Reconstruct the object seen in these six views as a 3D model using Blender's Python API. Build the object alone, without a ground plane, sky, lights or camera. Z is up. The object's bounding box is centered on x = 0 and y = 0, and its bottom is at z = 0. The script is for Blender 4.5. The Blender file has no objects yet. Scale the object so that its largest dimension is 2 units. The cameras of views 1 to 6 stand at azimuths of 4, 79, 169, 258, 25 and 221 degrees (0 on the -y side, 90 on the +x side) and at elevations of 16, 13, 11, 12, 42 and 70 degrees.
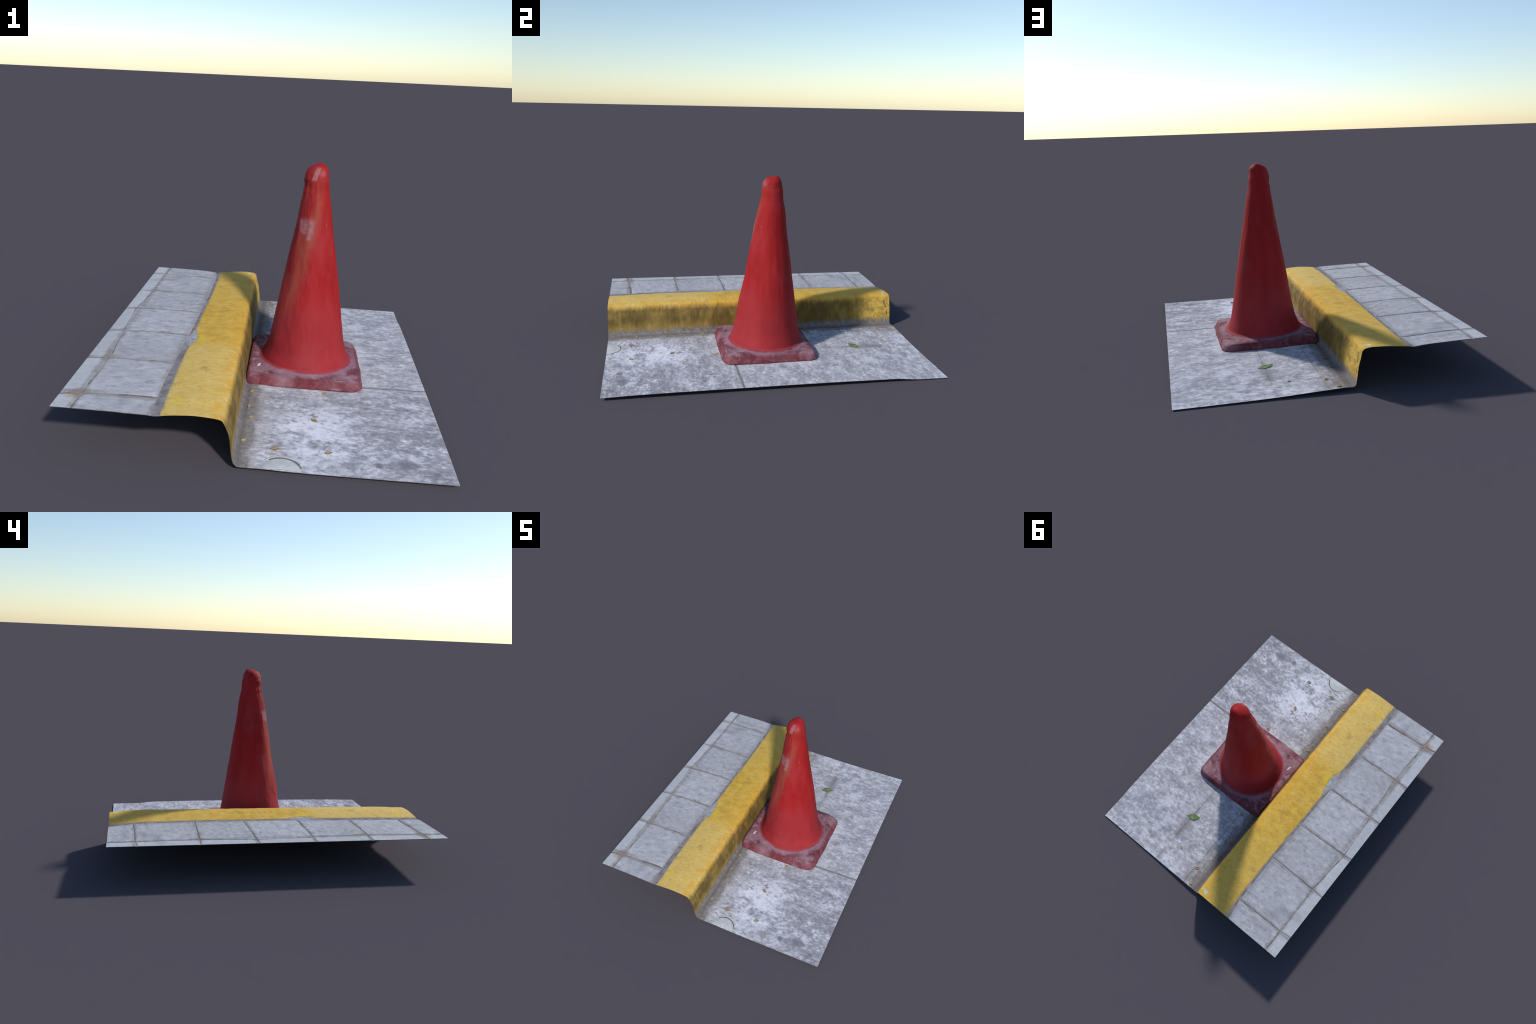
"""A worn red traffic cone standing in the gutter against a yellow painted kerb,
with a strip of pavement slabs above and concrete road slabs below."""
import bpy, math, random
import numpy as np
from mathutils import Vector

random.seed(7)
COL = bpy.context.scene.collection

# ------------------------------------------------------------------ noise
def _hash(ix, iy, iz, seed):
    h = (ix * 374761393 + iy * 668265263 + iz * 2147483647 + seed * 1274126177) & 0xFFFFFFFF
    h = ((h ^ (h >> 13)) * 1274126177) & 0xFFFFFFFF
    h = ((h ^ (h >> 16)) * 2246822519) & 0xFFFFFFFF
    return ((h ^ (h >> 15)) & 0xFFFF) / 32767.5 - 1.0

def vnoise(x, y, z=0.0, seed=0):
    """Smooth value noise in -1..1, vectorised."""
    x, y, z = np.broadcast_arrays(np.asarray(x, float), np.asarray(y, float), np.asarray(z, float))
    ix, iy, iz = (np.floor(a).astype(np.int64) for a in (x, y, z))
    fx, fy, fz = x - ix, y - iy, z - iz
    fx, fy, fz = (f * f * (3 - 2 * f) for f in (fx, fy, fz))
    out = 0
    for a in (0, 1):
        for b in (0, 1):
            for c in (0, 1):
                w = (fx if a else 1 - fx) * (fy if b else 1 - fy) * (fz if c else 1 - fz)
                out = out + w * _hash(ix + a, iy + b, iz + c, seed)
    return out

def fbm(x, y, z=0.0, seed=0, octaves=3):
    s, a, f = 0, 1.0, 1.0
    for o in range(octaves):
        s = s + a * vnoise(x * f, y * f, np.asarray(z) * f, seed + o)
        a *= 0.5
        f *= 2.03
    return s / 1.75

def smooth(e0, e1, x):
    t = np.clip((x - e0) / (e1 - e0), 0, 1)
    return t * t * (3 - 2 * t)

# ------------------------------------------------------------------ ground profile
# cross-section of pavement > kerb > road, seen at the near end and the far end
HALF_X, HALF_Y = 0.8333, 1.0
NEAR = np.array([(-.8333, .2260), (-.65, .2250), (-.47, .2220), (-.41, .2195), (-.385, .2220), (-.32, .2290),
                 (-.25, .2335), (-.19, .2310), (-.146, .2260), (-.128, .2190), (-.1195, .2060), (-.110, .1850),
                 (-.0985, .1560), (-.0925, .1160), (-.086, .0700), (-.080, .0380), (-.070, .0245), (-.055, .0185),
                 (.05, .0180), (.20, .0145), (.50, .0150), (.8333, .0170)])
FAR = np.array([(-.8333, .2190), (-.65, .2160), (-.50, .2120), (-.43, .2065), (-.395, .2100), (-.283, .2220),
                (-.212, .2255), (-.18, .2245), (-.157, .2205), (-.145, .2120), (-.139, .2000), (-.131, .1660),
                (-.121, .1290), (-.1155, .0910), (-.110, .0520), (-.1055, .0300), (-.090, .0200), (-.040, .0215),
                (.114, .0160), (.31, .0085), (.55, .0050), (.8333, .0035)])
NKEY = len(NEAR)
EDGE = 16                      # profile key where kerb foot meets the road slabs
SAG_Y = np.array([-1, -.83, -.6, -.2, 0, .36, .53, .67, .715, .78, .82, 1])
SAG_Z = np.array([0, .0058, .009, .0115, .0125, .014, .013, .012, .0095, .003, .0005, 0])
# the pavement and kerb crown between the two ends; how much of it each profile key takes
CROWN = np.array([0, .9, 1, .95, .9, .55, .2, 0, 0, 0, 0, 0, 0, 0, 0, 0, 0, 0, 0, 0, 0, 0])
RISE = np.array([0, 0, 0, .1, .25, .6, .9, 1, 1, .95, .85, .7, .5, .25, 0, 0, 0, 0, 0, 0, 0, 0])
SET_Y = np.array([-1, -.9, -.75, -.5, -.25, 0, .5, 1])
SET_X = np.array([0, .004, .006, .005, .004, .003, .001, 0])

def spline(keys, u):
    i = np.clip(np.floor(u).astype(int), 0, NKEY - 2)
    f = (u - i)[..., None]
    p = lambda k: keys[np.clip(k, 0, NKEY - 1)]
    p0, p1, p2, p3 = p(i - 1), p(i), p(i + 1), p(i + 2)
    return p1 + .5 * f * (p2 - p0 + f * (2 * p0 - 5 * p1 + 4 * p2 - p3 + f * (3 * (p1 - p2) + p3 - p0)))

def sheet(u, y):
    """Point of the bare ground surface at profile parameter u and length y."""
    u, y = np.broadcast_arrays(np.asarray(u, float), np.asarray(y, float))
    t = (y[..., None] + 1) / 2
    q = spline(NEAR, u) * (1 - t) + spline(FAR, u) * t
    x, z = q[..., 0], q[..., 1]
    x = x + .0045 * (1 - y * y) * np.exp(-((u - 11) / 3.5) ** 2)
    x = x - np.interp(y, SET_Y, SET_X) * np.exp(-((u - 14.8) / 1.7) ** 2)
    z = z + np.interp(y, SAG_Y, SAG_Z) * smooth(15.5, 20.0, u)
    z = z - .0055 * np.exp(-((x - .56) / .18) ** 2 - ((y - .50) / .20) ** 2) * (u > 16)
    keys = np.arange(NKEY)
    z = z + np.interp(u, keys, CROWN) * .0098 * (1 - abs(y - .05) ** 2.2 / 1.1).clip(0) * smooth(0, .25, 1 - abs(y))
    z = z + np.interp(u, keys, RISE) * .0090 * (1 - abs(y) ** 7) * smooth(-.02, .14, 1 - abs(y))
    z = z + np.interp(u, keys, RISE) * .0050 * np.exp(-((y - .80) / .13) ** 2)
    # silted-up fillet where the kerb meets the road
    z = z + (.0062 * np.exp(-((x + .035) / .085) ** 2) * smooth(14.2, 16.2, u)
             * np.interp(y, [-1, -.93, -.8, -.3, .2, .4, 1], [0, .5, 1, 1, .5, .1, 0]))
    # gentle unevenness, dying out at the outer border
    rim = smooth(0, .06, HALF_X - abs(x)) * smooth(0, .06, HALF_Y - abs(y))
    z = z + rim * (.0011 * fbm(x * 14, y * 14, 0, 3) + .0014 * vnoise(x * 4, y * 4, 0, 9) * (u > 16))
    kerb = smooth(3, 6, u) * (1 - smooth(15, 17, u))
    x = x + kerb * rim * .0022 * fbm(y * 9, z * 20, 0, 5)
    return np.stack([x, y, z], -1)

def u_of(x, y):
    x, y = np.broadcast_arrays(np.asarray(x, float), np.asarray(y, float))
    lo, hi = np.zeros(x.shape), np.full(x.shape, NKEY - 1.0)
    for _ in range(34):
        m = (lo + hi) / 2
        less = sheet(m, y)[..., 0] < x
        lo, hi = np.where(less, m, lo), np.where(less, hi, m)
    return (lo + hi) / 2

def height(x, y):
    return sheet(u_of(x, y), y)[..., 2]

# ------------------------------------------------------------------ mesh helpers
def new_object(name, verts, faces, mat, parent=None, smooth_shade=True):
    me = bpy.data.meshes.new(name)
    me.from_pydata([tuple(v) for v in np.asarray(verts, float)], [], faces)
    me.validate()
    me.materials.append(mat)
    me.polygons.foreach_set("use_smooth", [smooth_shade] * len(me.polygons))
    ob = bpy.data.objects.new(name, me)
    COL.objects.link(ob)
    ob.parent = parent
    return ob

def empty(name, loc, label, category):
    ob = bpy.data.objects.new(name, None)
    ob.empty_display_size = .1
    COL.objects.link(ob)
    ob["label"], ob["category"] = label, category
    return ob

def grid_faces(n, m, base=0, flip=False):
    f = []
    for i in range(n - 1):
        for j in range(m - 1):
            a, b, c, d = base + i * m + j, base + (i + 1) * m + j, base + (i + 1) * m + j + 1, base + i * m + j + 1
            f.append((a, d, c, b) if flip else (a, b, c, d))
    return f

def slab(name, top, thick, mat, parent):
    """Closed shell from a grid of top points (n, m, 3): a top, an under face and four sides.
    At the outer border of the ground the side leans inward, so that it stays in its own shade."""
    n, m, _ = top.shape
    du, dv = np.gradient(top, axis=0), np.gradient(top, axis=1)
    nor = np.cross(du, dv)
    nor /= np.linalg.norm(nor, axis=-1, keepdims=True) + 1e-12
    low = top - nor * thick
    for ax, half in ((0, HALF_X), (1, HALF_Y)):
        out = np.clip((abs(top[..., ax]) - (half - .004)) / .003, 0, 1)
        low[..., ax] -= np.sign(top[..., ax]) * out * .006
    low[..., 2] = np.minimum(np.maximum(low[..., 2], 0.0), top[..., 2] - .0012)
    v = np.vstack([top.reshape(-1, 3), low.reshape(-1, 3)])
    f = grid_faces(n, m) + grid_faces(n, m, n * m, True)
    k = n * m
    ring = [i * m for i in range(n)] + [(n - 1) * m + j for j in range(1, m)] + \
           [i * m + m - 1 for i in range(n - 2, -1, -1)] + [j for j in range(m - 2, 0, -1)]
    for a, b in zip(ring, ring[1:] + ring[:1]):
        f.append((b, a, a + k, b + k))
    ob = new_object(name, v, f, mat, parent)
    me = ob.data
    # keep the rims crisp: split normals where side meets top
    me.update()
    try:
        me.set_sharp_from_angle(angle=math.radians(50))
    except Exception:
        pass
    return ob

def steps(n, soft):
    """0..1 samples with extra rows near both ends (soft = fraction)."""
    e = soft * np.array([0, .25, .5, .75])
    return np.concatenate([e, np.linspace(soft, 1 - soft, n), 1 - e[::-1]])

def wobble(t, seed, amp=.004):
    return amp * fbm(t * 7 + seed * 3.1, seed * 1.7, 0, seed, 3)

def paved(name, left, right, near, far, mat, parent, pitch=.012, joint=.007, round_by=.0020, lift=0.0,
          seed=0, inset=(1, 1, 1, 1), thick=.0045, amp=.0035, tilt=0.0):
    """Slab between four border curves: left/right give x for a y, near/far give y for an x.
    inset says which borders have a joint (left, right, near, far)."""
    yc = np.array([near(0.0 if False else (left(0) + right(0)) / 2), far((left(0) + right(0)) / 2)])
    w = right(yc.mean()) - left(yc.mean())
    h = yc[1] - yc[0]
    A = steps(max(4, int(w / pitch)), min(.25, .010 / w))
    B = steps(max(4, int(h / pitch)), min(.25, .010 / h))
    a, b = np.meshgrid(A, B, indexing="ij")
    y0 = yc[0] + b * h
    amp = amp * (1.0 if joint < .007 else 1.3)
    hj = joint / 2
    xl = left(y0) + inset[0] * (hj + wobble(y0, seed + 1, amp))
    xr = right(y0) - inset[1] * (hj + wobble(y0, seed + 2, amp))
    x = xl * (1 - a) + xr * a
    yn = near(x) + inset[2] * (hj + wobble(x, seed + 3, amp))
    yf = far(x) - inset[3] * (hj + wobble(x, seed + 4, amp))
    y = yn * (1 - b) + yf * b
    # a little tighter at the corners
    P = np.stack([x, y, height(x, y) + lift], -1)
    d = np.minimum.reduce([np.where(inset[0], (a * (xr - xl)), 9), np.where(inset[1], ((1 - a) * (xr - xl)), 9),
                           np.where(inset[2], (b * (yf - yn)), 9), np.where(inset[3], ((1 - b) * (yf - yn)), 9)])
    t = np.clip(d / .010, 0, 1)
    P[..., 2] -= round_by * (1 - np.sqrt(1 - (1 - t) ** 2))
    inner = smooth(0, .03, d) * smooth(0, .03, HALF_Y - abs(y)) * smooth(0, .03, HALF_X - abs(x))
    P[..., 2] += inner * tilt
    return slab(name, P, thick, mat, parent)

# ------------------------------------------------------------------ node helpers
class Nodes:
    def __init__(self, name, rough=.85, spec=.25):
        self.mat = bpy.data.materials.new(name)
        self.mat.use_nodes = True
        self.t = self.mat.node_tree
        self.bsdf = self.t.nodes["Principled BSDF"]
        self.bsdf.inputs["Roughness"].default_value = rough
        self.bsdf.inputs["Specular IOR Level"].default_value = spec
        self.co = self.t.nodes.new("ShaderNodeTexCoord").outputs["Object"]
        sep = self.t.nodes.new("ShaderNodeSeparateXYZ")
        self.t.links.new(self.co, sep.inputs[0])
        self.x, self.y, self.z = sep.outputs

    def link(self, a, b):
        if hasattr(a, "is_output") or isinstance(a, bpy.types.NodeSocket):
            self.t.links.new(a, b)
        else:
            b.default_value = a

    def math(self, op, a, b=0.0, c=None, clamp=False):
        n = self.t.nodes.new("ShaderNodeMath")
        n.operation, n.use_clamp = op, clamp
        self.link(a, n.inputs[0])
        self.link(b, n.inputs[1])
        if c is not None:
            self.link(c, n.inputs[2])
        return n.outputs[0]

    def mapped(self, scale=(1, 1, 1), loc=(0, 0, 0), rot=(0, 0, 0)):
        n = self.t.nodes.new("ShaderNodeMapping")
        n.inputs["Scale"].default_value, n.inputs["Location"].default_value, n.inputs["Rotation"].default_value = scale, loc, rot
        self.t.links.new(self.co, n.inputs[0])
        return n.outputs[0]

    def noise(self, scale, detail=4, rough=.55, stretch=(1, 1, 1), loc=(0, 0, 0), rot=(0, 0, 0), warp=0.0):
        n = self.t.nodes.new("ShaderNodeTexNoise")
        n.inputs["Scale"].default_value, n.inputs["Detail"].default_value = scale, detail
        n.inputs["Roughness"].default_value, n.inputs["Distortion"].default_value = rough, warp
        self.t.links.new(self.mapped(stretch, loc, rot), n.inputs["Vector"])
        return n.outputs["Fac"]

    def voronoi(self, scale, stretch=(1, 1, 1)):
        n = self.t.nodes.new("ShaderNodeTexVoronoi")
        n.inputs["Scale"].default_value = scale
        self.t.links.new(self.mapped(stretch), n.inputs["Vector"])
        return n.outputs["Distance"]

    def band(self, v, lo, hi):
        """0 at lo, 1 at hi, smooth."""
        n = self.t.nodes.new("ShaderNodeMapRange")
        n.interpolation_type = "SMOOTHSTEP"
        self.link(v, n.inputs["Value"])
        n.inputs["From Min"].default_value, n.inputs["From Max"].default_value = lo, hi
        if lo > hi:
            n.inputs["From Min"].default_value, n.inputs["From Max"].default_value = hi, lo
            n.inputs["To Min"].default_value, n.inputs["To Max"].default_value = 1, 0
        return n.outputs["Result"]

    def mul(self, *v):
        r = v[0]
        for k in v[1:]:
            r = self.math("MULTIPLY", r, k)
        return r

    def add(self, a, b):
        return self.math("ADD", a, b)

    def spot(self, centre, size, soft=.5, wob=None):
        """Soft ellipsoid mask around a point; wob is a noise socket that breaks its outline."""
        n = self.t.nodes.new("ShaderNodeVectorMath")
        n.operation = "SUBTRACT"
        self.t.links.new(self.co, n.inputs[0])
        n.inputs[1].default_value = centre
        m = self.t.nodes.new("ShaderNodeVectorMath")
        m.operation = "DIVIDE"
        self.t.links.new(n.outputs[0], m.inputs[0])
        m.inputs[1].default_value = size
        l = self.t.nodes.new("ShaderNodeVectorMath")
        l.operation = "LENGTH"
        self.t.links.new(m.outputs[0], l.inputs[0])
        v = l.outputs["Value"]
        if wob is not None:
            v = self.math("MULTIPLY_ADD", self.math("SUBTRACT", wob, .5), 1.6, v)
        return self.band(v, 1 + soft / 2, 1 - soft / 2)

    def ramp(self, v, stops):
        n = self.t.nodes.new("ShaderNodeValToRGB")
        e = n.color_ramp.elements
        while len(e) < len(stops):
            e.new(.5)
        for k, (p, c) in zip(e, stops):
            k.position, k.color = p, (*c, 1)
        self.link(v, n.inputs[0])
        return n.outputs[0]

    def mix(self, f, a, b, mode="MIX"):
        n = self.t.nodes.new("ShaderNodeMix")
        n.data_type, n.blend_type = "RGBA", mode
        self.link(f, n.inputs["Factor"])
        for v, s in ((a, n.inputs[6]), (b, n.inputs[7])):
            self.link((*v, 1) if isinstance(v, tuple) else v, s)
        return n.outputs[2]

    def done(self, colour, bump=None, strength=.3, dist=.003):
        self.link(colour, self.bsdf.inputs["Base Color"])
        if bump is not None:
            b = self.t.nodes.new("ShaderNodeBump")
            b.inputs["Strength"].default_value, b.inputs["Distance"].default_value = strength, dist
            self.link(bump, b.inputs["Height"])
            self.link(b.outputs[0], self.bsdf.inputs["Normal"])
        return self.mat

# ------------------------------------------------------------------ materials
def paver_material():
    n = Nodes("pavement_concrete", .92, .15)
    grain = n.noise(38, 6, .64, (.6, 1, 1))
    cloud = n.noise(7, 4, .55)
    c = n.ramp(grain, [(.32, (.275, .277, .298)), (.44, (.385, .388, .413)), (.55, (.437, .44, .468)), (.68, (.53, .535, .565))])
    c = n.mix(n.mul(n.band(cloud, .44, .62), .45), c, (.345, .343, .362))
    c = n.mix(n.mul(n.band(n.noise(11, 4, .6, loc=(0, 7, 0)), .54, .68), .35), c, (.50, .50, .525))
    # outer column of slabs is paler
    c = n.mix(n.mul(n.band(n.math("MULTIPLY_ADD", n.math("SUBTRACT", cloud, .5), .03, n.x), -.752, -.772), .5), c, (.53, .55, .58))
    # rougher grit and pinkish dirt towards the kerb and at the far end
    far = n.mul(n.band(n.y, -.15, .3), n.band(n.x, -.66, -.5))
    c = n.mix(n.mul(far, n.band(n.noise(22, 5, .7), .5, .66), .6), c, (.50, .465, .485))
    c = n.mix(n.mul(n.band(n.x, -.62, -.45), n.band(n.y, -.3, .1), n.band(n.noise(60, 4, .7, loc=(1, 1, 0)), .52, .62), .5), c, (.30, .295, .315))
    c = n.mix(n.mul(n.band(n.noise(45, 3, .6, loc=(3, 1, 0)), .62, .72), .45), c, (.22, .22, .24))
    blot = n.noise(25, 4, .6)
    for px, py, rx, ry, a in ((-.655, .78, .03, .05, .4), (-.70, .72, .05, .025, .35), (-.62, .80, .05, .02, .35), (-.79, .70, .04, .03, .35), (-.60, .90, .09, .03, .3)):
        c = n.mix(n.mul(n.spot((px, py, .22), (rx, ry, .1), 1.2, blot), a), c, (.23, .235, .255))
    # grime spreading out of the joints
    wob = n.noise(20, 4, .6, loc=(5, 2, 0))
    seam = None
    for py, w in ((-.866, .030), (-.517, .021), (-.176, .018), (.162, .018), (.487, .017), (.848, .022)):
        d = n.math("ABSOLUTE", n.math("SUBTRACT", n.y, py))
        d = n.math("MULTIPLY_ADD", n.math("SUBTRACT", wob, .5), .035, d)
        m = n.band(d, w, w * .2)
        seam = m if seam is None else n.math("MAXIMUM", seam, m)
    d = n.math("MULTIPLY_ADD", n.math("SUBTRACT", wob, .5), .05, n.math("ABSOLUTE", n.math("ADD", n.x, .75)))
    seam = n.math("MAXIMUM", seam, n.mul(n.band(d, .026, .006), .7))
    d = n.math("MULTIPLY_ADD", n.math("SUBTRACT", wob, .5), .04, n.x)
    seam = n.math("MAXIMUM", seam, n.mul(n.band(d, -.446, -.42), n.math("MULTIPLY_ADD", n.band(n.y, -.1, -.35), .5, .4)))
    c = n.mix(n.mul(seam, .70), c, n.ramp(grain, [(.3, (.175, .155, .15)), (.65, (.30, .275, .27))]))
    stain = n.noise(18, 4, .6, loc=(5, 2, 0))
    for px, py, r, a in ((-.757, -.872, .035, .8), (-.735, -.52, .033, .6), (-.748, -.45, .022, .45), (-.752, .485, .022, .55), (-.757, -.17, .022, .4), (-.775, .162, .02, .4)):
        c = n.mix(n.mul(n.spot((px, py, .22), (r, r * 1.1, .1), 1.1, stain), a), c, (.25, .185, .145))
    c = n.mix(n.mul(n.spot((-.785, -.905, .226), (.024, .011, .1), 1.0, stain), .75), c, (.52, .34, .18))
    info = n.t.nodes.new("ShaderNodeObjectInfo")
    c = n.mix(1.0, c, n.ramp(info.outputs["Random"], [(0, (.95, .95, .95)), (1, (1.04, 1.04, 1.04))]), "MULTIPLY")
    return n.done(c, grain, .45, .004)

def joint_material():
    n = Nodes("joint_dirt", .95, .1)
    g = n.noise(24, 4, .55)
    c = n.ramp(g, [(.35, (.15, .13, .12)), (.5, (.215, .19, .18)), (.68, (.30, .275, .265))])
    c = n.mix(n.mul(n.band(n.noise(9, 3, .6, loc=(3, 3, 0)), .48, .60), .65), c, (.37, .36, .37))
    kerbside = n.band(n.x, -.445, -.425)
    c = n.mix(n.mul(kerbside, .75), c, n.ramp(g, [(.35, (.17, .155, .165)), (.5, (.24, .22, .23)), (.66, (.32, .30, .31))]))
    jog = n.spot((-.378, -.21, .22), (.035, .09, .1), 1.0, g)
    c = n.mix(n.mul(jog, .7), c, n.ramp(n.noise(50, 4), [(.35, (.33, .31, .32)), (.55, (.48, .475, .50)), (.7, (.64, .64, .68))]))
    c = n.mix(n.mul(n.spot((-.408, -.11, .22), (.010, .055, .1), .8, g), .7), c, (.19, .10, .095))
    return n.done(c, g, .5, .004)

def road_material():
    n = Nodes("road_concrete", .93, .15)
    big = n.noise(6, 3, .5)
    mott = n.noise(21, 6, .64, (.66, 1, 1), rot=(0, 0, .35), warp=.15)
    med = n.noise(50, 4, .62, (.7, 1, 1), loc=(2, 5, 0), warp=.3)
    fine = n.noise(130, 3, .6)
    v = n.add(n.add(n.mul(mott, .50), n.mul(med, .42)), n.mul(fine, .08))
    c = n.ramp(v, [(.37, (.20, .20, .225)), (.445, (.315, .31, .34)), (.50, (.42, .415, .45)), (.555, (.555, .555, .605)), (.63, (.78, .79, .86))])
    near = n.band(n.math("MULTIPLY_ADD", n.math("SUBTRACT", big, .5), .02, n.y), -.20, -.24)
    c = n.mix(n.mul(near, n.band(big, .42, .60), .30), c, (.33, .33, .36))
    # broad cloudy patches, pale and dark
    soft = n.noise(4.2, 3, .55, loc=(7, 1, 0))
    c = n.mix(n.mul(n.band(soft, .50, .62), n.band(v, .38, .58), .60), c, (.66, .66, .72))
    c = n.mix(n.mul(n.band(soft, .46, .34), n.band(v, .64, .42), .50), c, (.28, .28, .305))
    patch = n.spot((.28, -.72, .02), (.17, .20, .3), 1.4, n.noise(9, 5, .65))
    c = n.mix(n.mul(patch, n.band(v, .34, .58), .85), c, (.77, .79, .87))
    grey = n.spot((.60, -.80, .02), (.26, .22, .3), 1.2, big)
    c = n.mix(n.mul(grey, n.band(v, .60, .42), .55), c, (.25, .255, .28))
    for px, py, rx, ry, a in ((.521, -.907, .016, .020, .85), (.64, -.885, .05, .03, .4), (.73, -.95, .05, .022, .3), (.60, -.87, .05, .05, .3), (.80, -.93, .03, .03, .25),
                              (.42, -.93, .05, .03, .3), (.25, -.80, .025, .03, .5), (.20, -.72, .015, .06, .3), (.560, .055, .035, .018, .65), (.79, .90, .05, .05, .2)):
        c = n.mix(n.mul(n.spot((px, py, .02), (rx, ry, .2), 1.1, mott), a), c, (.15, .15, .175))
    # finer, greyer back slabs
    back = n.math("SUBTRACT", 1.0, near)
    c = n.mix(n.mul(back, .24), c, (.42, .415, .45))
    # dark cross seam between the near and far slabs
    wig = n.math("MULTIPLY_ADD", n.math("SUBTRACT", med, .5), .012, n.y)
    dy = n.math("ABSOLUTE", n.math("ADD", wig, .2195))
    c = n.mix(n.mul(n.band(dy, .014, .003), n.band(n.x, .47, .52), .75), c, (.20, .185, .18))
    c = n.mix(n.mul(n.band(n.y, -.30, -.225), near, n.band(n.x, .45, .55), .25), c, (.33, .325, .35))
    # worn pale halo where the base has rubbed
    for px, py, rx, ry, a in ((.00, -.325, .06, .035, .6), (.15, -.32, .12, .022, .4), (.40, -.31, .12, .016, .25), (.54, -.1, .025, .15, .3), (.28, .345, .13, .04, .35), (.53, .20, .025, .10, .3)):
        c = n.mix(n.mul(n.spot((px, py, .02), (rx, ry, .2), 1.5, med), a), c, n.ramp(med, [(.4, (.48, .475, .485)), (.6, (.68, .675, .69))]))
    # stain along the lengthwise joint
    lane = n.math("ABSOLUTE", n.math("SUBTRACT", n.x, .303))
    lane = n.math("MULTIPLY_ADD", n.math("SUBTRACT", mott, .5), .06, lane)
    seg = n.mul(n.band(n.y, .30, .42), n.band(n.noise(5, 2, .5, loc=(0, 4, 0)), .36, .58))
    c = n.mix(n.mul(n.band(lane, .040, .002), seg, .72), c, (.225, .205, .21))
    gut = n.mul(n.band(n.math("ABSOLUTE", n.math("SUBTRACT", n.x, .02)), .06, .0), n.band(n.y, .45, .7))
    c = n.mix(n.mul(gut, n.band(mott, .62, .4), .6), c, (.25, .23, .22))
    # brown silt along the kerb foot, then a darker band in the crease
    sn = n.noise(26, 5, .65, (1, .6, 1))
    silt = n.math("MULTIPLY_ADD", n.math("SUBTRACT", sn, .5), .13, n.x)
    c = n.mix(n.mul(n.band(silt, .07, .0), n.band(n.y, -.25, -.35), .35), c, (.36, .345, .32))
    c = n.mix(n.mul(n.band(silt, .012, -.040), .86), c, n.ramp(n.noise(50, 4, .6), [(.3, (.14, .12, .112)), (.55, (.215, .192, .184)), (.78, (.31, .285, .275))]))
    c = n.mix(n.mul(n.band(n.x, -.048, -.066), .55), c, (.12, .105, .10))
    return n.done(c, v, .6, .005)

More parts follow.
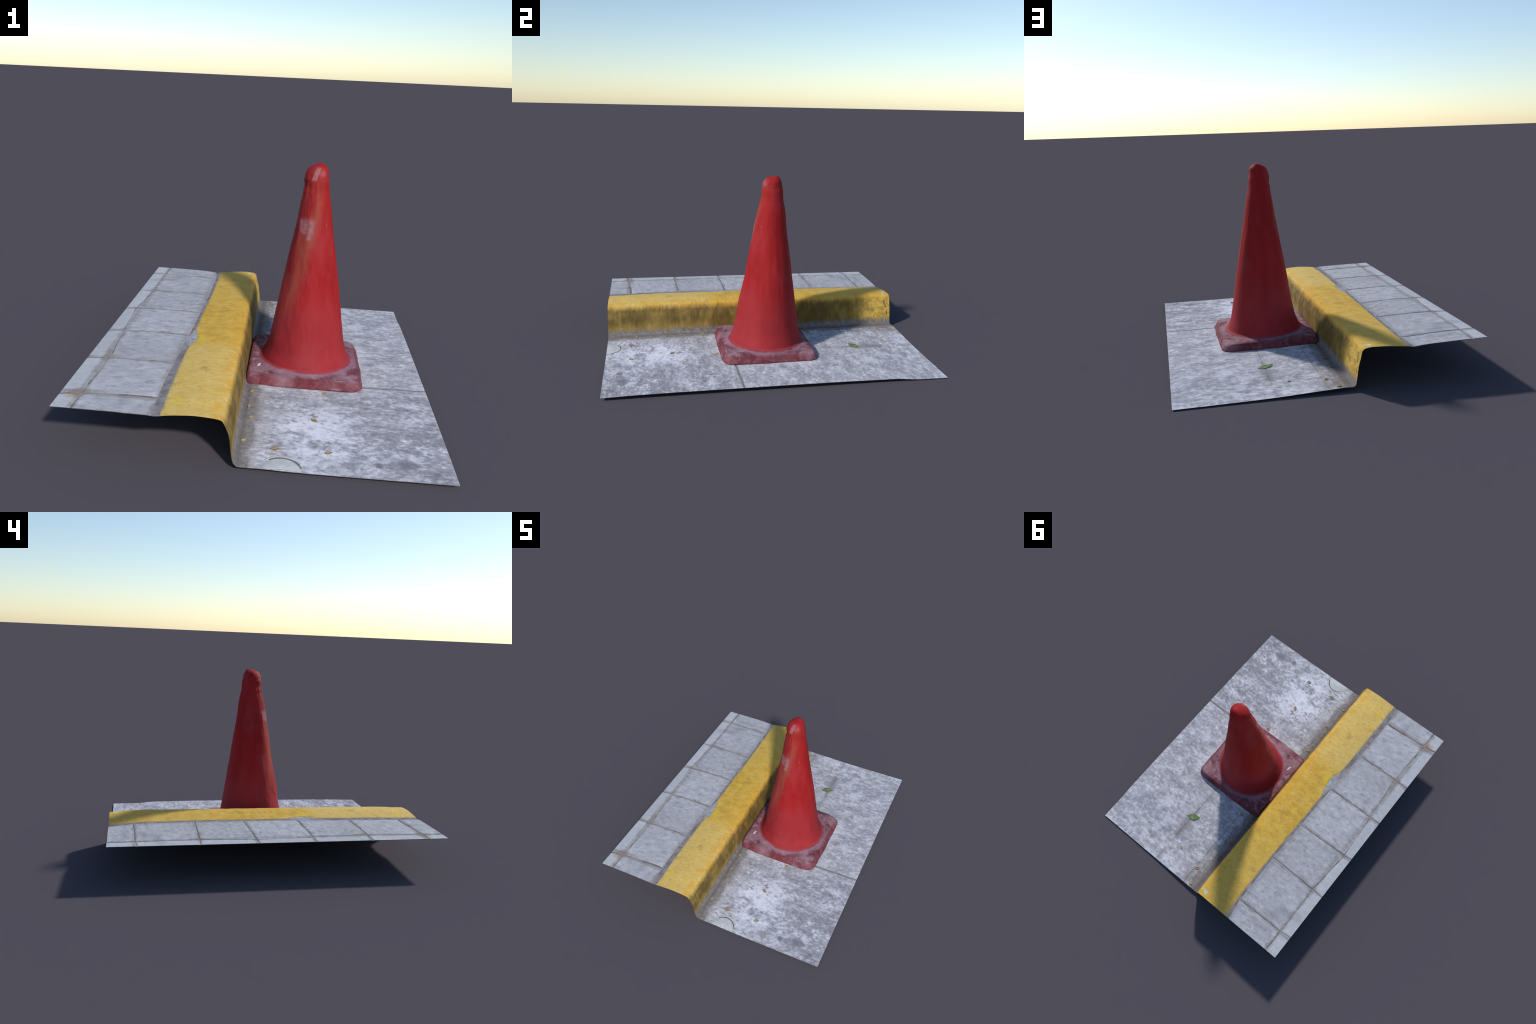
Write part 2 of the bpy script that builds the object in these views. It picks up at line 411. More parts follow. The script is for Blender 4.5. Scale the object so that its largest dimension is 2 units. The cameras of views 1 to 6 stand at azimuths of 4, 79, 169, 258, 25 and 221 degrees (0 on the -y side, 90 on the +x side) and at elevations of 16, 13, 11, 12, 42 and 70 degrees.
def kerb_material():
    n = Nodes("yellow_kerb_paint", .85, .2)
    streak = n.noise(60, 5, .62, (.5, 1, .20), warp=.3)
    mott = n.noise(20, 6, .66, (.7, 1, 1))
    fine = n.noise(95, 4, .65)
    v = n.add(n.mul(mott, .6), n.mul(fine, .4))
    c = n.ramp(v, [(.32, (.46, .255, .035)), (.44, (.61, .36, .055)), (.55, (.68, .43, .078)), (.66, (.72, .50, .12))])
    worn = n.noise(9, 5, .65, loc=(4, 0, 3))
    c = n.mix(n.mul(n.band(worn, .54, .68), .45), c, (.50, .315, .075))
    # chalky near block, stronger yellow beyond it
    near = n.band(n.math("MULTIPLY_ADD", n.math("SUBTRACT", mott, .5), .18, n.y), -.24, -.38)
    chalk = n.noise(34, 5, .65, (.6, 1.5, 1))
    c = n.mix(n.mul(near, .72), c, n.ramp(chalk, [(.3, (.60, .395, .10)), (.5, (.71, .50, .155)), (.75, (.76, .585, .24))]))
    c = n.mix(n.mul(n.band(n.y, .25, .6), .30), c, (.66, .46, .12))
    c = n.mix(n.mul(n.band(n.noise(60, 4, .65, loc=(2, 7, 1)), .58, .68), .55), c, (.36, .235, .065))
    for px, py, r in ((-.335, -.88, .022), (-.345, -.22, .032), (-.365, .05, .012), (-.30, .12, .014)):
        c = n.mix(n.mul(n.spot((px, py, .24), (r, r * 1.5, .1), 1.3, fine), .45), c, (.74, .55, .03))
    c = n.mix(n.mul(n.band(n.noise(13, 5, .68, loc=(9, 2, 0)), .57, .68), n.band(v, .58, .46), .5), c, (.42, .29, .10))
    # orange undercoat showing on the worn arris
    xs = n.math("MULTIPLY_ADD", n.math("SUBTRACT", streak, .5), .05, n.x)
    arris = n.mul(n.band(xs, -.195, -.155), n.band(n.z, .185, .21))
    c = n.mix(n.mul(arris, n.band(n.noise(16, 4), .40, .60), .70), c, (.68, .365, .045))
    # tyre grime in fine streaks plus baked shade, painted on the upright face
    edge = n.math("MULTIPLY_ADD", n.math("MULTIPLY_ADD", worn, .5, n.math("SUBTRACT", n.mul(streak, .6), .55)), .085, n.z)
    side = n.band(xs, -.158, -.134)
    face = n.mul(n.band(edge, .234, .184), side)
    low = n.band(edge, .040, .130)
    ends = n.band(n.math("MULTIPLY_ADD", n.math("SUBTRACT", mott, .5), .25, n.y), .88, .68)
    grime_shade = n.mul(face, n.math("MAXIMUM", n.math("MULTIPLY_ADD", low, .36, .62), n.mul(n.band(n.y, -.45, -.28), .95)), ends)
    g = n.mul(grime_shade, n.math("MULTIPLY_ADD", n.band(n.noise(9, 4, .6, (1, 1, .6), loc=(1, 0, 0)), .28, .58), .28, .72))
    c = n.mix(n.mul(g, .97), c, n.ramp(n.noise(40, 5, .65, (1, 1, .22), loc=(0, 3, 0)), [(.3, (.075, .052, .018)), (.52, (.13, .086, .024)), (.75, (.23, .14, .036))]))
    # scuffs on the far end of the face
    c = n.mix(n.mul(side, n.band(n.y, .68, .88), n.band(v, .54, .44), .5), c, (.25, .16, .05))
    for py, pz in ((.958, .172), (.968, .150), (.978, .095)):
        c = n.mix(n.mul(n.spot((-.128, py, pz), (.04, .007, .016), 1.0, fine), .75), c, (.06, .05, .02))
    # grey dirt creeping over the paint from the pavement joint
    back = n.math("MULTIPLY_ADD", n.math("SUBTRACT", fine, .5), .05, n.x)
    c = n.mix(n.mul(n.band(back, -.368, -.400), .65), c, n.ramp(mott, [(.35, (.20, .175, .16)), (.65, (.36, .33, .31))]))
    # bare concrete below the paint line
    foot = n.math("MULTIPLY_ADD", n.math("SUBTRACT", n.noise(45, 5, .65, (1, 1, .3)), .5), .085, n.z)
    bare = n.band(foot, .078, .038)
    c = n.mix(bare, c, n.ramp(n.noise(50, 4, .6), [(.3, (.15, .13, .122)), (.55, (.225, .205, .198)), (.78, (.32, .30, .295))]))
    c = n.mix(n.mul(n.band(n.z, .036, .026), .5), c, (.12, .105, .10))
    # chipped corner at the far end
    c = n.mix(n.mul(n.spot((-.172, .955, .225), (.022, .010, .03), .9, n.noise(70, 3)), .8), c, (.48, .56, .32))
    c = n.mix(n.mul(n.spot((-.188, .966, .225), (.011, .012, .03), .9, n.noise(60, 3)), .8), c, (.58, .63, .55))
    return n.done(c, v, .45, .004)

def cone_material():
    n = Nodes("red_cone_plastic", .72, .18)
    run = n.noise(8, 4, .55, (1.6, 1.6, .30))
    cloud = n.noise(6, 5, .6, (1, 1, .7), loc=(3, 0, 2))
    fine = n.noise(40, 4, .6, (1, 1, .5))
    c = n.ramp(run, [(.30, (.27, .0065, .0075)), (.5, (.325, .0115, .0125)), (.72, (.345, .019, .021))])
    c = n.mix(n.mul(n.band(cloud, .48, .68), .55), c, (.325, .036, .044))
    c = n.mix(n.mul(n.band(fine, .58, .74), .22), c, (.24, .013, .017))
    # faded chalky lower half
    lowp = n.band(n.math("MULTIPLY_ADD", n.math("SUBTRACT", cloud, .5), .7, n.z), .52, .20)
    c = n.mix(n.mul(lowp, .36), c, (.295, .042, .053))
    # sun-bleached orange run on the kerb side of the near face
    run2 = n.math("ADD", n.math("SUBTRACT", n.x, .180), n.mul(n.math("SUBTRACT", .75, n.z), .20))
    d = n.math("ABSOLUTE", n.math("MULTIPLY_ADD", n.math("SUBTRACT", run, .5), .14, run2))
    orange = n.mul(n.band(d, .055, .0), n.band(n.y, .02, -.05), n.band(n.z, .20, .50), n.band(cloud, .30, .55))
    c = n.mix(n.mul(orange, .55), c, (.30, .085, .055))
    dark = n.math("ABSOLUTE", n.math("MULTIPLY_ADD", n.math("SUBTRACT", run, .5), .10, n.math("ADD", run2, .055)))
    c = n.mix(n.mul(n.band(dark, .03, 0.0), n.band(n.y, .05, -.02), n.band(fine, .4, .6), .35), c, (.18, .045, .05))
    # rubbed grey label remains
    tat = n.noise(48, 5, .68)
    def box(x0, x1, z0, z1, wob):
        sx = n.math("MULTIPLY_ADD", n.math("SUBTRACT", tat, .5), wob, n.x)
        sz = n.math("MULTIPLY_ADD", n.math("SUBTRACT", tat, .5), wob, n.z)
        s = .011
        return n.mul(n.band(sx, x0 - s, x0 + s), n.band(sx, x1 + s, x1 - s), n.band(sz, z0 - s, z0 + s), n.band(sz, z1 + s, z1 - s), n.band(n.y, .03, .0))
    label = n.math("MAXIMUM", box(.137, .208, .785, .853, .050), box(.172, .197, .750, .81, .025))
    c = n.mix(n.mul(label, n.math("MULTIPLY_ADD", n.band(tat, .38, .62), .48, .34)), c, (.33, .165, .18))
    sl = n.math("ADD", n.x, n.mul(n.math("SUBTRACT", 1.085, n.z), .30))
    sl = n.math("MULTIPLY_ADD", n.math("SUBTRACT", tat, .5), .014, sl)
    strip = n.mul(n.band(sl, .188, .197), n.band(sl, .219, .210), n.band(n.z, 1.047, 1.055), n.band(n.z, 1.122, 1.105), n.band(n.y, .03, .0))
    c = n.mix(n.mul(strip, n.math("MULTIPLY_ADD", n.band(tat, .38, .62), .40, .38)), c, (.37, .215, .235))
    c = n.mix(n.mul(n.spot((.238, -.02, 1.085), (.018, .03, .018), 1.1, tat), .35), c, (.40, .15, .18))
    c = n.mix(n.mul(n.spot((.150, -.005, 1.05), (.02, .03, .014), .9, tat), .6), c, (.09, .014, .014))
    # scratch and nicks
    c = n.mix(n.mul(n.spot((.272, -.045, .826), (.0025, .02, .010), 1.2, tat), .4), c, (.45, .16, .17))
    for p in ((.445, -.05, .125), (.20, -.215, .098), (.215, -.216, .095)):
        c = n.mix(n.mul(n.spot(p, (.005, .004, .004), .8, tat), .8), c, (.03, .006, .008))
    return n.done(c, n.add(n.mul(run, .5), n.mul(fine, .5)), .3, .005)

def base_material():
    n = Nodes("dusty_rubber_base", .8, .2)
    m = n.noise(20, 6, .66, (1, 1, 1), warp=.5)
    f = n.noise(70, 3, .6)
    c = n.ramp(m, [(.36, (.125, .036, .046)), (.45, (.185, .066, .082)), (.53, (.245, .112, .135)), (.64, (.36, .215, .245))])
    # rim kept clean and red
    out = n.math("MAXIMUM", n.math("DIVIDE", n.math("ABSOLUTE", n.math("SUBTRACT", n.x, .203)), .297),
                 n.math("DIVIDE", n.math("ABSOLUTE", n.math("SUBTRACT", n.y, .005)), .287))
    out = n.math("MULTIPLY_ADD", n.math("SUBTRACT", m, .5), .10, out)
    c = n.mix(n.mul(n.band(out, .91, .985), .66), c, (.145, .017, .023))
    # dust lying in the angle at the foot of the cone
    vx, vy = n.math("DIVIDE", n.math("SUBTRACT", n.x, .2085), 1.04), n.math("SUBTRACT", n.y, .012)
    rad0 = n.math("SQRT", n.math("ADD", n.mul(vx, vx), n.mul(vy, vy)))
    rad = n.math("MULTIPLY_ADD", n.math("SUBTRACT", n.noise(9, 3, .5), .5), .035, rad0)
    ring = n.mul(n.band(rad, .233, .246), n.band(rad, .282, .250))
    c = n.mix(n.mul(ring, n.band(n.noise(6, 4, .6), .40, .60), .72), c, (.31, .19, .25))
    c = n.mix(n.mul(n.band(rad0, .252, .232), .95), c, (.29, .035, .044))
    for px, py, r in ((.46, .24, .05), (.42, -.23, .045), (.10, -.245, .05), (-.03, -.19, .05)):
        c = n.mix(n.mul(n.spot((px, py, .06), (r, r, .2), 1.4, n.noise(30, 4, .65, (.5, 1, 1), rot=(0, 0, .6))), .5), c, (.36, .225, .255))
    scr = n.noise(50, 3, .5, (.25, 1.3, 1), rot=(0, 0, .9))
    c = n.mix(n.mul(n.band(scr, .62, .70), n.band(n.x, .25, .40), .45), c, (.42, .27, .32))
    return n.done(c, n.add(n.mul(m, .6), n.mul(f, .4)), .35, .005)

def simple(name, stops, scale, rough=.8, spec=.25):
    n = Nodes(name, rough, spec)
    f = n.noise(scale, 4, .6)
    return n.done(n.ramp(f, stops), f, .3, .002)

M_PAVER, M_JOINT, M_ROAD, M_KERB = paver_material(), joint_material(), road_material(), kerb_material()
M_CONE, M_BASE = cone_material(), base_material()
M_COVER = simple("pale_cover", [(.3, (.47, .48, .48)), (.5, (.55, .57, .57)), (.7, (.62, .64, .66))], 25)
M_GROOVE = simple("dark_groove", [(.3, (.10, .09, .08)), (.7, (.22, .21, .20))], 40)
M_CRUMB = simple("mortar", [(.3, (.36, .345, .35)), (.6, (.50, .495, .52)), (.8, (.64, .64, .68))], 60)
M_DROP = simple("white_splash", [(.35, (.45, .36, .37)), (.55, (.74, .71, .70)), (.75, (.80, .79, .79))], 90)
M_BROWN = simple("dry_leaf_brown", [(.3, (.22, .13, .045)), (.5, (.34, .21, .08)), (.7, (.45, .30, .14))], 50)
M_OCHRE = simple("dry_leaf_ochre", [(.3, (.28, .18, .055)), (.5, (.42, .28, .095)), (.7, (.52, .37, .16))], 50)
M_GREEN = simple("green_leaf_blade", [(.3, (.10, .165, .055)), (.5, (.15, .225, .085)), (.7, (.20, .28, .125))], 35)

# ------------------------------------------------------------------ ground
GROUND = empty("kerb_and_pavement", (0, 0, 0), "yellow painted kerb between grey pavement slabs and concrete road", "kerbside pavement")

def const(v):
    return lambda t: np.full(np.shape(t), float(v)) if np.ndim(t) else float(v)

def curve(ts, vs):
    ts, vs = np.array(ts, float), np.array(vs, float)
    return lambda t: np.interp(t, ts, vs)

KERB_BACK = curve([-1, -.6, -.4, -.32, -.285, -.270, -.215, -.185, -.13, -.09, .1, .35, .6, .85, 1],
                  [-.385, -.391, -.388, -.383, -.376, -.358, -.357, -.366, -.372, -.388, -.390, -.386, -.383, -.391, -.410])
PAVE_EDGE = curve([-1, -.85, -.51, -.30, -.18, .0, .18, .48, .85, 1], [-.413, -.417, -.414, -.410, -.404, -.401, -.401, -.397, -.402, -.421])
COLUMN = curve([-1, -.86, -.52, -.175, .16, .49, .85, 1], [-.748, -.742, -.731, -.757, -.778, -.752, -.755, -.750])
ROWS = [curve([-.84, -.75, -.43], [-.885, -.868, -.850]), curve([-.84, -.73, -.43], [-.520, -.519, -.512]),
        curve([-.84, -.76, -.43], [-.180, -.176, -.172]), curve([-.84, -.78, -.43], [.150, .160, .178]),
        curve([-.84, -.75, -.43], [.492, .487, .482]), curve([-.84, -.75, -.41], [.836, .846, .856])]
ROWS = [const(-HALF_Y)] + ROWS + [const(HALF_Y)]

for r in range(7):
    last, first = r == 6, r == 0
    for c, (l, rt) in enumerate(((const(-HALF_X), COLUMN), (COLUMN, PAVE_EDGE))):
        wide = .010 if r < 2 else .0055
        paved("paving_slab", l, rt, ROWS[r], ROWS[r + 1], M_PAVER, GROUND, joint=wide, seed=11 + r * 5 + c * 40,
              inset=(c, 1, 0 if first else 1, 0 if last else 1), lift=.0004 + .0004 * ((r * 3 + c) % 3), amp=.0052)

def strip(name, left, right, mat, drop, thick, y0=-HALF_Y, y1=HALF_Y, pitch=.014, rough=.0):
    w = right(0) - left(0)
    a, b = np.meshgrid(np.linspace(0, 1, max(3, int(w / pitch))), np.linspace(y0, y1, int((y1 - y0) / pitch)), indexing="ij")
    x = left(b) * (1 - a) + right(b) * a
    z = height(x, b) - drop + rough * fbm(x * 60, b * 60, 0, 21)
    return slab(name, np.stack([x, b, z], -1), thick, mat, GROUND)

strip("joint_filling", const(-HALF_X + .0006), lambda y: np.asarray(KERB_BACK(y)) + .012, M_JOINT, .0019, .002,
      -HALF_Y + .0006, HALF_Y - .0006, .010, .0009)

# kerb: along the profile from the paint edge, over the arris, down to the road
ny = 330
ys = np.linspace(-HALF_Y, HALF_Y, ny)
u0 = u_of(KERB_BACK(ys) + .0030 * fbm(ys * 30, 0, 0, 31), ys)
fr = np.concatenate([[0, .004, .01, .018], np.linspace(.03, 1, 120)])
uu = u0[None] + (EDGE - u0[None]) * fr[:, None]
top = sheet(uu, np.broadcast_to(ys, uu.shape))
d = np.clip((top[..., 0] - top[:1, :, 0]) / .010, 0, 1)
top[..., 2] -= .0032 * (1 - np.sqrt(1 - (1 - d) ** 2))
inner = smooth(0, .05, HALF_Y - abs(top[..., 1]))
top[..., 2] += inner * .0012 * fbm(top[..., 0] * 40, top[..., 1] * 40, top[..., 2] * 40, 44) * smooth(0, .03, top[..., 2] - .04)
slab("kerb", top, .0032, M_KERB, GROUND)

# road slabs
foot = lambda y: sheet(np.full(np.shape(y), float(EDGE)), y)[..., 0]
CROSS = curve([-.06, .30, .52, .70, .8333], [-.222, -.222, -.222, -.217, -.2165])
LANE = curve([-.25, .3, .6, 1], [.300, .302, .304, .303])
GUTTER = curve([-.25, .5, .8, 1], [.036, .034, .034, .030])
paved("road_slab", foot, const(HALF_X), const(-HALF_Y), CROSS, M_ROAD, GROUND, pitch=.010, joint=.008, seed=201, inset=(0, 0, 0, 1), amp=.003, thick=.0036)
paved("road_slab", LANE, const(HALF_X), CROSS, const(HALF_Y), M_ROAD, GROUND, pitch=.010, joint=.003, seed=222, inset=(1, 0, 1, 0), amp=.003, thick=.0036, round_by=.0007)
paved("road_slab", GUTTER, LANE, CROSS, const(HALF_Y), M_ROAD, GROUND, pitch=.010, joint=.002, seed=243, inset=(1, 1, 1, 0), amp=.003, thick=.0036, round_by=.0007)
paved("gutter_slab", foot, GUTTER, CROSS, const(HALF_Y), M_ROAD, GROUND, pitch=.010, joint=.002, seed=264, inset=(0, 1, 1, 0), amp=.003, thick=.0036, round_by=.0007)
strip("road_joint_filling", lambda y: foot(y) + .006, const(HALF_X - .0006), M_JOINT, .0022, .0012, -HALF_Y + .0006, HALF_Y - .0006, .016)

# crumbled mortar where the paint edge has broken away
rng = np.random.default_rng(5)
cv, cf = [], []
for k in range(44):
    y = -.215 + rng.normal(0, .055)
    lo, hi = float(PAVE_EDGE(y)) + .002, float(KERB_BACK(y)) + .004
    x = rng.uniform(lo, hi)
    r = rng.uniform(.002, .0055)
    c0 = np.array([x, y, float(height(np.array(x), np.array(y))) - .0028])
    base = len(cv)
    for (ax, ay, az) in ((0, 0, .55), (1, 0, 0), (.4, .9, .1), (-.6, .8, 0), (-1, -.1, .1), (-.4, -.9, 0), (.6, -.8, .1), (0, 0, -.4)):
        cv.append(c0 + r * np.array([ax, ay, az]) * rng.uniform(.7, 1.25, 3))
    for i in range(6):
        j = (i + 1) % 6
        cf += [(base, base + 1 + i, base + 1 + j), (base + 7, base + 1 + j, base + 1 + i)]
crumbs = new_object("mortar_crumbs", cv, cf, M_CRUMB, GROUND, True)
crumbs["kind"] = "stuff"

# round access cover cut off by the near border, with its groove
def disc_part(name, cx, cy, r0, r1, rise, thick, mat, a0, a1, n=72, m=10):
    a, r = np.meshgrid(np.linspace(a0, a1, n), np.linspace(r0, r1, m), indexing="ij")
    x = cx + r * np.cos(a)
    y = np.maximum(cy + r * np.sin(a), -HALF_Y + .0004)
    z = height(x, y) + rise(r)
    return slab(name, np.stack([x, y, z], -1)[::-1], thick, mat, GROUND)

CX, CY, RAD = .122, -.992, .078
disc_part("access_cover", CX, CY, .002, RAD, lambda r: .0046 - .0048 * (r / RAD) ** 3 + .0006 * np.sin(r * 90), .002, M_COVER, -.09, math.pi + .09)
disc_part("cover_groove", CX, CY, RAD - .002, RAD + .006, lambda r: .0012 + 0 * r, .002, M_GROOVE, .25, 2.35, 50, 4)
disc_part("cover_rim", CX, CY, RAD + .0065, RAD + .018, lambda r: .0022 - .0018 * ((r - RAD - .009) / .008) ** 2, .002, M_COVER, .55, 2.5, 50, 6)

# ------------------------------------------------------------------ cone
CONE = empty("traffic_cone", (0, 0, 0), "worn red traffic cone with dusty square base", "traffic cone")
KZ = np.array([.083, .10, .16, .25, .35, .50, .65, .80, .92, 1.00])
BODY = np.array([  # centre x, centre y, radius x, radius y
    (.2078, .0112, .2355, .2275), (.2081, .0122, .2282, .2233), (.2094, .0150, .2072, .2094), (.2109, .0172, .1899, .1948),
    (.2112, .0192, .1745, .1794), (.2118, .0251, .1507, .1521), (.2120, .0279, .1245, .1294), (.2115, .0317, .0985, .1045),
    (.2108, .0374, .0801, .0868), (.2094, .0410, .0668, .0690)])
TIP = np.array([  # height, x min, x max, y min, y max: blunt top leaning away from the kerb
    (1.040, .1462, .2735, -.0248, .1085), (1.060, .1470, .2695, -.0220, .1045), (1.080, .1485, .2672, -.0198, .1012),
    (1.095, .1545, .2664, -.0155, .0985), (1.108, .1625, .2630, -.0085, .0930), (1.118, .1755, .2540, .0005, .0875),
    (1.1255, .1915, .2450, .0180, .0810), (1.131, .2060, .2375, .0420, .0745), (1.1338, .2180, .2290, .0550, .0670)])
KZ = np.concatenate([KZ, TIP[:, 0]])
BODY = np.vstack([BODY, np.stack([(TIP[:, 1] + TIP[:, 2]) / 2, (TIP[:, 3] + TIP[:, 4]) / 2, (TIP[:, 2] - TIP[:, 1]) / 2, (TIP[:, 4] - TIP[:, 3]) / 2], -1)])
NT = 288
th = np.linspace(0, 2 * np.pi, NT, endpoint=False)

def pchip(x, y, q):
    h, dl = np.diff(x), np.diff(y) / np.diff(x)
    m = np.empty(len(x))
    m[1:-1] = np.where(dl[:-1] * dl[1:] > 0, 2 * dl[:-1] * dl[1:] / (dl[:-1] + dl[1:] + 1e-15), 0)
    m[0], m[-1] = dl[0], dl[-1]
    i = np.clip(np.searchsorted(x, q) - 1, 0, len(x) - 2)
    t = (q - x[i]) / h[i]
    return ((1 + 2 * t) * (1 - t) ** 2 * y[i] + t * (1 - t) ** 2 * h[i] * m[i] + t * t * (3 - 2 * t) * y[i + 1] + t * t * (t - 1) * h[i] * m[i + 1])

def body_ring(z):
    cx, cy, rx, ry = (float(pchip(KZ, BODY[:, k], np.array(z))) for k in range(4))
    ct, st = np.cos(th), np.sin(th)
    # lumpy moulded skin: long runs and dents, strongest towards the kerb and the near side
    worn = .35 + .65 * smooth(-.2, .9, np.cos(th - math.radians(225)))
    fade = smooth(.085, .13, z) * (1 - .6 * smooth(1.08, 1.13, z))
    n = worn * (.0030 * fbm(ct * 3.2, st * 3.2, z * 6, 61) + .0022 * fbm(ct * 5, st * 5, z * 16, 67))
    n = n + .0012 * fbm(ct * 6, st * 6, z * 5, 71)
    # rolled lip under the cap on the kerb side
    lip = smooth(.35, .95, np.cos(th - math.radians(195)))
    n = n + lip * (.0056 * math.exp(-((z - 1.050) / .017) ** 2) - .0018 * math.exp(-((z - 1.018) / .010) ** 2) + .0024 * math.exp(-((z - .992) / .009) ** 2))
    # the flank facing road and near end is pressed flat
    az = np.arctan2(np.sin(th + math.radians(48)), np.cos(th + math.radians(48)))
    n = n - np.exp(-(az / math.radians(25)) ** 2) * np.interp(z, [.08, .14, .35, .7, 1.0, 1.06], [.006, .013, .013, .009, .004, 0])
    for turn, wide, deep in ((130, 24, .008), (234, 18, .004)):
        az = np.arctan2(np.sin(th - math.radians(turn)), np.cos(th - math.radians(turn)))
        n = n - np.exp(-(az / math.radians(wide)) ** 2) * np.interp(z, [.08, .14, .4, .7, 1.0], [.5 * deep, deep, deep, .6 * deep, 0])
    k = 1 + fade * n / max(.04, (rx + ry) / 2)
    return np.stack([cx + rx * k * ct, cy + ry * k * st, np.full(NT, z)], -1)

levels = np.concatenate([np.linspace(.083, 1.0, 190), np.linspace(1.004, 1.08, 28), np.linspace(1.083, 1.1338, 26)])
rings = [body_ring(z) for z in levels]
tip_top = np.array([.2233, .0610, 1.1346])

# square base: from the foot of the cone out to a rounded-square rim
X0, X1, Y0, Y1, RC = -.094, .498, -.282, .291, .060
def rim_point(ox, oy, c, s):
    """Ray from (ox, oy) to the rounded square."""
    lo, hi = 0.0, .7
    for _ in range(40):
        m = (lo + hi) / 2
        x, y = ox + m * c, oy + m * s
        qx = max(X0 + RC - x, x - (X1 - RC), 0)
        qy = max(Y0 + RC - y, y - (Y1 - RC), 0)
        inside = (X0 < x < X1 and Y0 < y < Y1) and math.hypot(qx, qy) < RC
        lo, hi = (m, hi) if inside else (lo, m)
    return np.array([ox + lo * c, oy + lo * s])

foot_ring = rings[0]
LUMP = .0030 * fbm(np.cos(th) * 4, np.sin(th) * 4, 0, 95)
rim = np.array([rim_point(.2078, .0112, math.cos(a), math.sin(a)) for a in th])
rim = rim + LUMP[:, None] * np.stack([np.cos(th), np.sin(th)], -1)
span = np.linalg.norm(rim - foot_ring[:, :2], axis=1)
def flange_top(x, y):
    return np.interp(x, [-.09, .0, .25, .51], [.075, .070, .067, .063]) + .0015 * fbm(x * 16, y * 16, 0, 81) + .006 * np.exp(-((x - .42) / .10) ** 2 - ((y + .19) / .10) ** 2)
base_rings = []
for t in np.concatenate([[.02, .045, .075, .11, .15, .2, .26], np.linspace(.33, .93, 16)]):
    xy = foot_ring[:, :2] * (1 - t) + rim * t
    dist = span * t
    zt = flange_top(xy[:, 0], xy[:, 1])
    dm = np.maximum(span * (1 - t), 0)
    zt = zt - .010 * (1 - np.sqrt(1 - np.clip(1 - dm / .030, 0, 1) ** 2))
    base_rings.append(np.column_stack([xy, zt + (.083 - zt) * np.exp(-dist / (.021 + .004 * np.sin(3 * th + 1) + .003 * np.sin(7 * th)))]))
zt = flange_top(rim[:, 0], rim[:, 1])
out = (rim - [.2078, .0112]) / np.linalg.norm(rim - [.2078, .0112], axis=1)[:, None]
rag = .0020 * fbm(rim[:, 0] * 30, rim[:, 1] * 30, 0, 91)
for off, k in ((.0, .66), (.004, .5), (.008, .30), (.015, .14)):
    xy = rim + out * (off + rag)[:, None] if np.ndim(rag) else rim + out * off
    zg = .0205
    base_rings.append(np.column_stack([xy, zg + (zt - zg) * k]))
base_rings.append(np.column_stack([rim - out * .006, np.full(NT, .0190)]))

def loops(ringlist, close_top=None, close_bottom=False):
    v, f = np.vstack(ringlist), []
    for i in range(len(ringlist) - 1):
        for j in range(NT):
            k = (j + 1) % NT
            f.append((i * NT + j, i * NT + k, (i + 1) * NT + k, (i + 1) * NT + j))
    if close_top is not None:
        v = np.vstack([v, close_top])
        b = (len(ringlist) - 1) * NT
        f += [(b + j, b + (j + 1) % NT, len(v) - 1) for j in range(NT)]
    if close_bottom:
        f.append(tuple(range(NT)))
        f[-1] = f[-1][::-1]
    return v, f

# one continuous skin, from under the base up to the tip, then parted at the foot of the cone
skin = base_rings[::-1] + rings
cut = len(base_rings)
V, F = loops(skin, tip_top, True)
whole = bpy.data.meshes.new("whole_skin")
whole.from_pydata([tuple(p) for p in V], [], F)
whole.update()
whole.polygons.foreach_set("use_smooth", [True] * len(whole.polygons))
VN = np.empty(len(V) * 3)
whole.vertices.foreach_get("normal", VN)
VN = VN.reshape(-1, 3)
ids = np.arange(len(V))
def part(name, keep, mat):
    faces = [p for p in F if keep(p)]
    used = sorted({i for p in faces for i in p})
    m = {o: i for i, o in enumerate(used)}
    ob = new_object(name, V[used], [tuple(m[i] for i in p) for p in faces], mat, CONE)
    ob.data.normals_split_custom_set_from_vertices([tuple(VN[i]) for i in used])
    return ob
part("base", lambda p: min(p) < cut * NT and max(p) <= (cut + 1) * NT - 1, M_BASE)
part("body", lambda p: min(p) >= cut * NT, M_CONE)
bpy.data.meshes.remove(whole)

# white splash on the base
sv, sf = [], []
for (dx, dy, r) in ((0, 0, .008), (.004, .011, .0065), (-.002, -.012, .006), (.006, -.004, .005), (.008, .018, .004)):
    b0 = len(sv)
    px, py = -.036 + dx, -.148 + dy
    pz = float(np.interp(px, [-.09, .0], [.075, .070])) + .0008
    for q, (rr, zz) in enumerate(((1, 0), (.8, .0012), (.4, .0018))):
        for j in range(14):
            a = j * math.tau / 14
            w = rr * r * (1 + .25 * math.sin(3 * a + dx * 900))
            sv.append((px + w * math.cos(a), py + w * math.sin(a), pz + zz))
    sv.append((px, py, pz + .002))
    for q in range(2):
        for j in range(14):
            k = (j + 1) % 14
            sf.append((b0 + q * 14 + j, b0 + q * 14 + k, b0 + q * 14 + 14 + k, b0 + q * 14 + 14 + j))
    sf += [(b0 + 28 + j, b0 + 28 + (j + 1) % 14, b0 + 42) for j in range(14)]
    sf.append(tuple(b0 + j for j in range(13, -1, -1)))
new_object("white_splash", sv, sf, M_DROP, CONE)

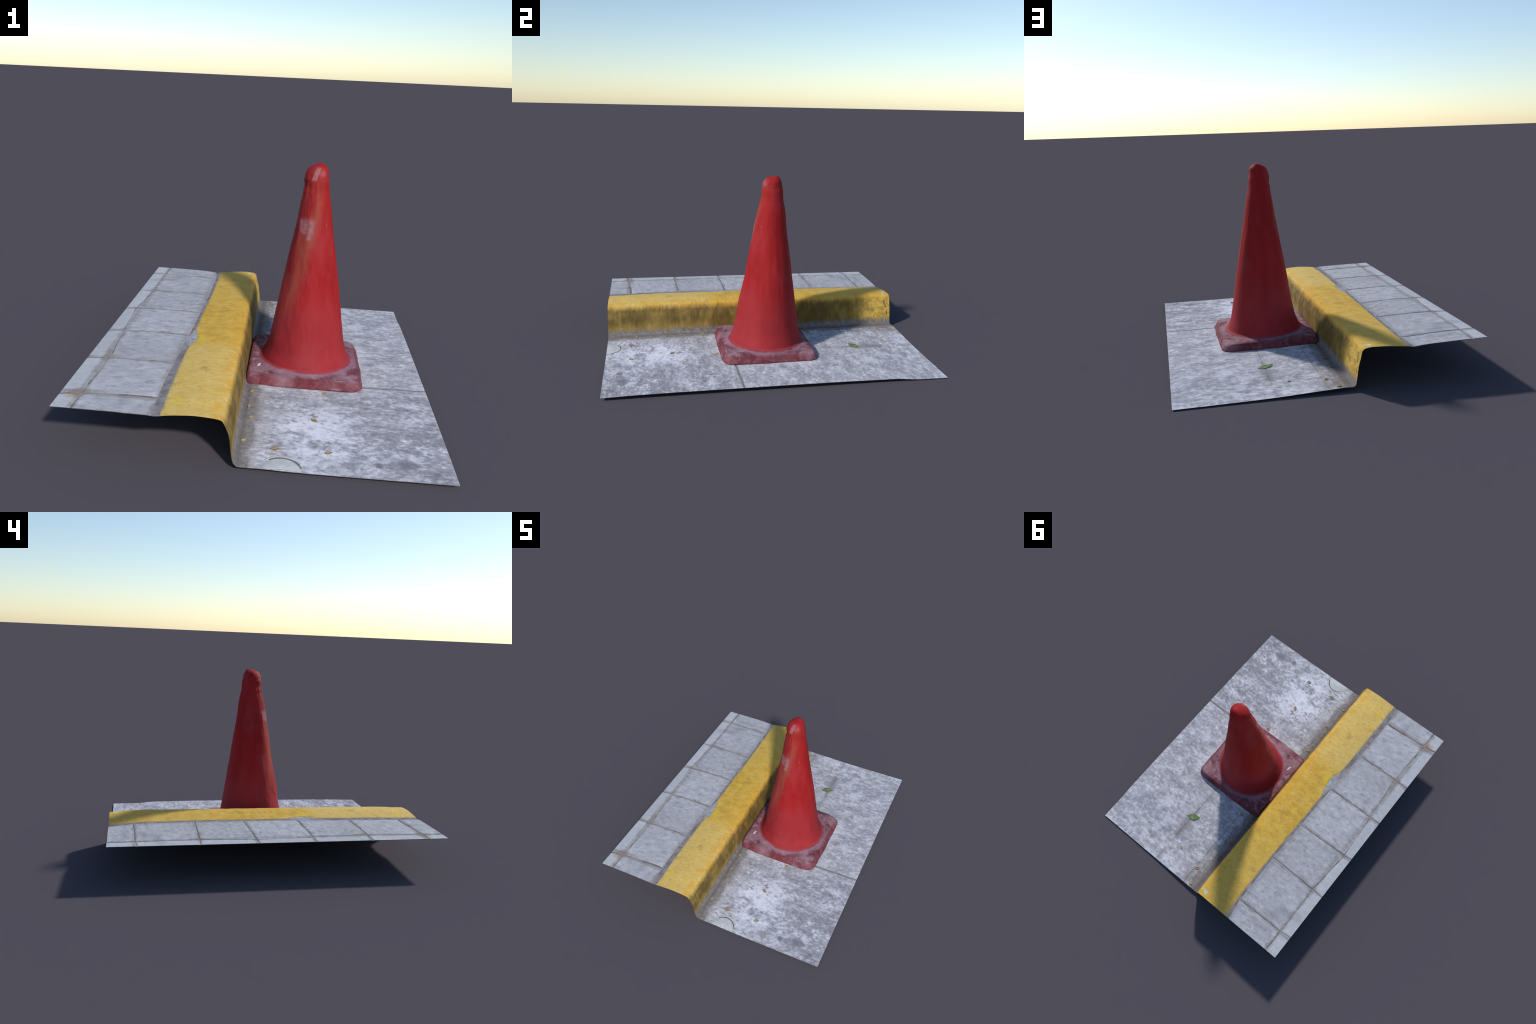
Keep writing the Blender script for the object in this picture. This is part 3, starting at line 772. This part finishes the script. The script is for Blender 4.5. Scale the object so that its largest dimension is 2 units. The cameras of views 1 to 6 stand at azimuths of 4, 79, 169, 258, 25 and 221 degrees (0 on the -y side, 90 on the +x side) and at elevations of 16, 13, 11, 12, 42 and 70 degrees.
# ------------------------------------------------------------------ leaves
LITTER = empty("leaf_litter", (0, 0, 0), "small fallen brown leaves and one green leaf", "fallen leaves")
def leaf_shape(length, width, curl, bend, n=22, m=9, thick=.0010):
    v, f = [], []
    for layer in (0, 1):
        for i in range(n):
            t = i / (n - 1)
            half = width / 2 * (math.sin(math.pi * min(1, t * 1.02 + .01)) ** .8) * (1.15 - .35 * t) + .0004
            for j in range(m):
                s = j / (m - 1) * 2 - 1
                x = (t - .5) * length
                y = s * half * (1 + .10 * math.sin(9 * t + 4 * s)) + bend * ((t - .5) ** 2 - .1)
                z = curl * (abs(s) ** 1.5 * half / (width / 2) + .6 * (2 * t - 1) ** 2) + .0012 - .0006 * math.exp(-(s / .12) ** 2) - layer * thick
                v.append((x, y, z))
    k = n * m
    f += grid_faces(n, m) + grid_faces(n, m, k, True)
    ring = [i * m for i in range(n)] + [(n - 1) * m + j for j in range(1, m)] + [i * m + m - 1 for i in range(n - 2, -1, -1)] + list(range(m - 2, 0, -1))
    for a, b in zip(ring, ring[1:] + ring[:1]):
        f.append((b, a, a + k, b + k))
    return v, f

def lay(name, x, y, length, width, turn, mat, curl=.003, bend=0.0):
    v, f = leaf_shape(length, width, curl, bend)
    ca, sa = math.cos(turn), math.sin(turn)
    v = np.array(v)
    px, py = x + v[:, 0] * ca - v[:, 1] * sa, y + v[:, 0] * sa + v[:, 1] * ca
    py = np.clip(py, -HALF_Y, HALF_Y - .001)
    pz = height(px, py) + v[:, 2]
    return new_object(name, np.column_stack([px, py, pz]), f, mat, LITTER)

for (x, y, l, w, a, mat) in ((.088, -.852, .042, .017, .05, M_BROWN), (.318, -.847, .036, .017, .45, M_BROWN), (.258, -.594, .036, .019, -.75, M_BROWN),
                             (-.052, -.815, .026, .012, .3, M_OCHRE), (-.050, -.520, .028, .013, 1.1, M_OCHRE), (-.048, -.370, .034, .018, .9, M_OCHRE),
                             (-.035, -.621, .026, .012, .2, M_OCHRE), (.312, -.318, .030, .018, .5, M_OCHRE), (.211, .822, .020, .014, .3, M_OCHRE),
                             (.017, .861, .034, .018, .9, M_BROWN), (-.021, .976, .028, .014, .3, M_OCHRE), (-.055, .702, .030, .014, 1.0, M_BROWN),
                             (-.060, .566, .030, .015, 1.2, M_BROWN), (.022, .354, .030, .014, .4, M_OCHRE), (-.058, .348, .038, .018, 1.3, M_BROWN)):
    lay("dry_leaf", x, y, l, w, a, mat)
lay("green_leaf", .298, .590,   .102, .046, .44, M_GREEN, .0015, -.05 * 4 * .098)
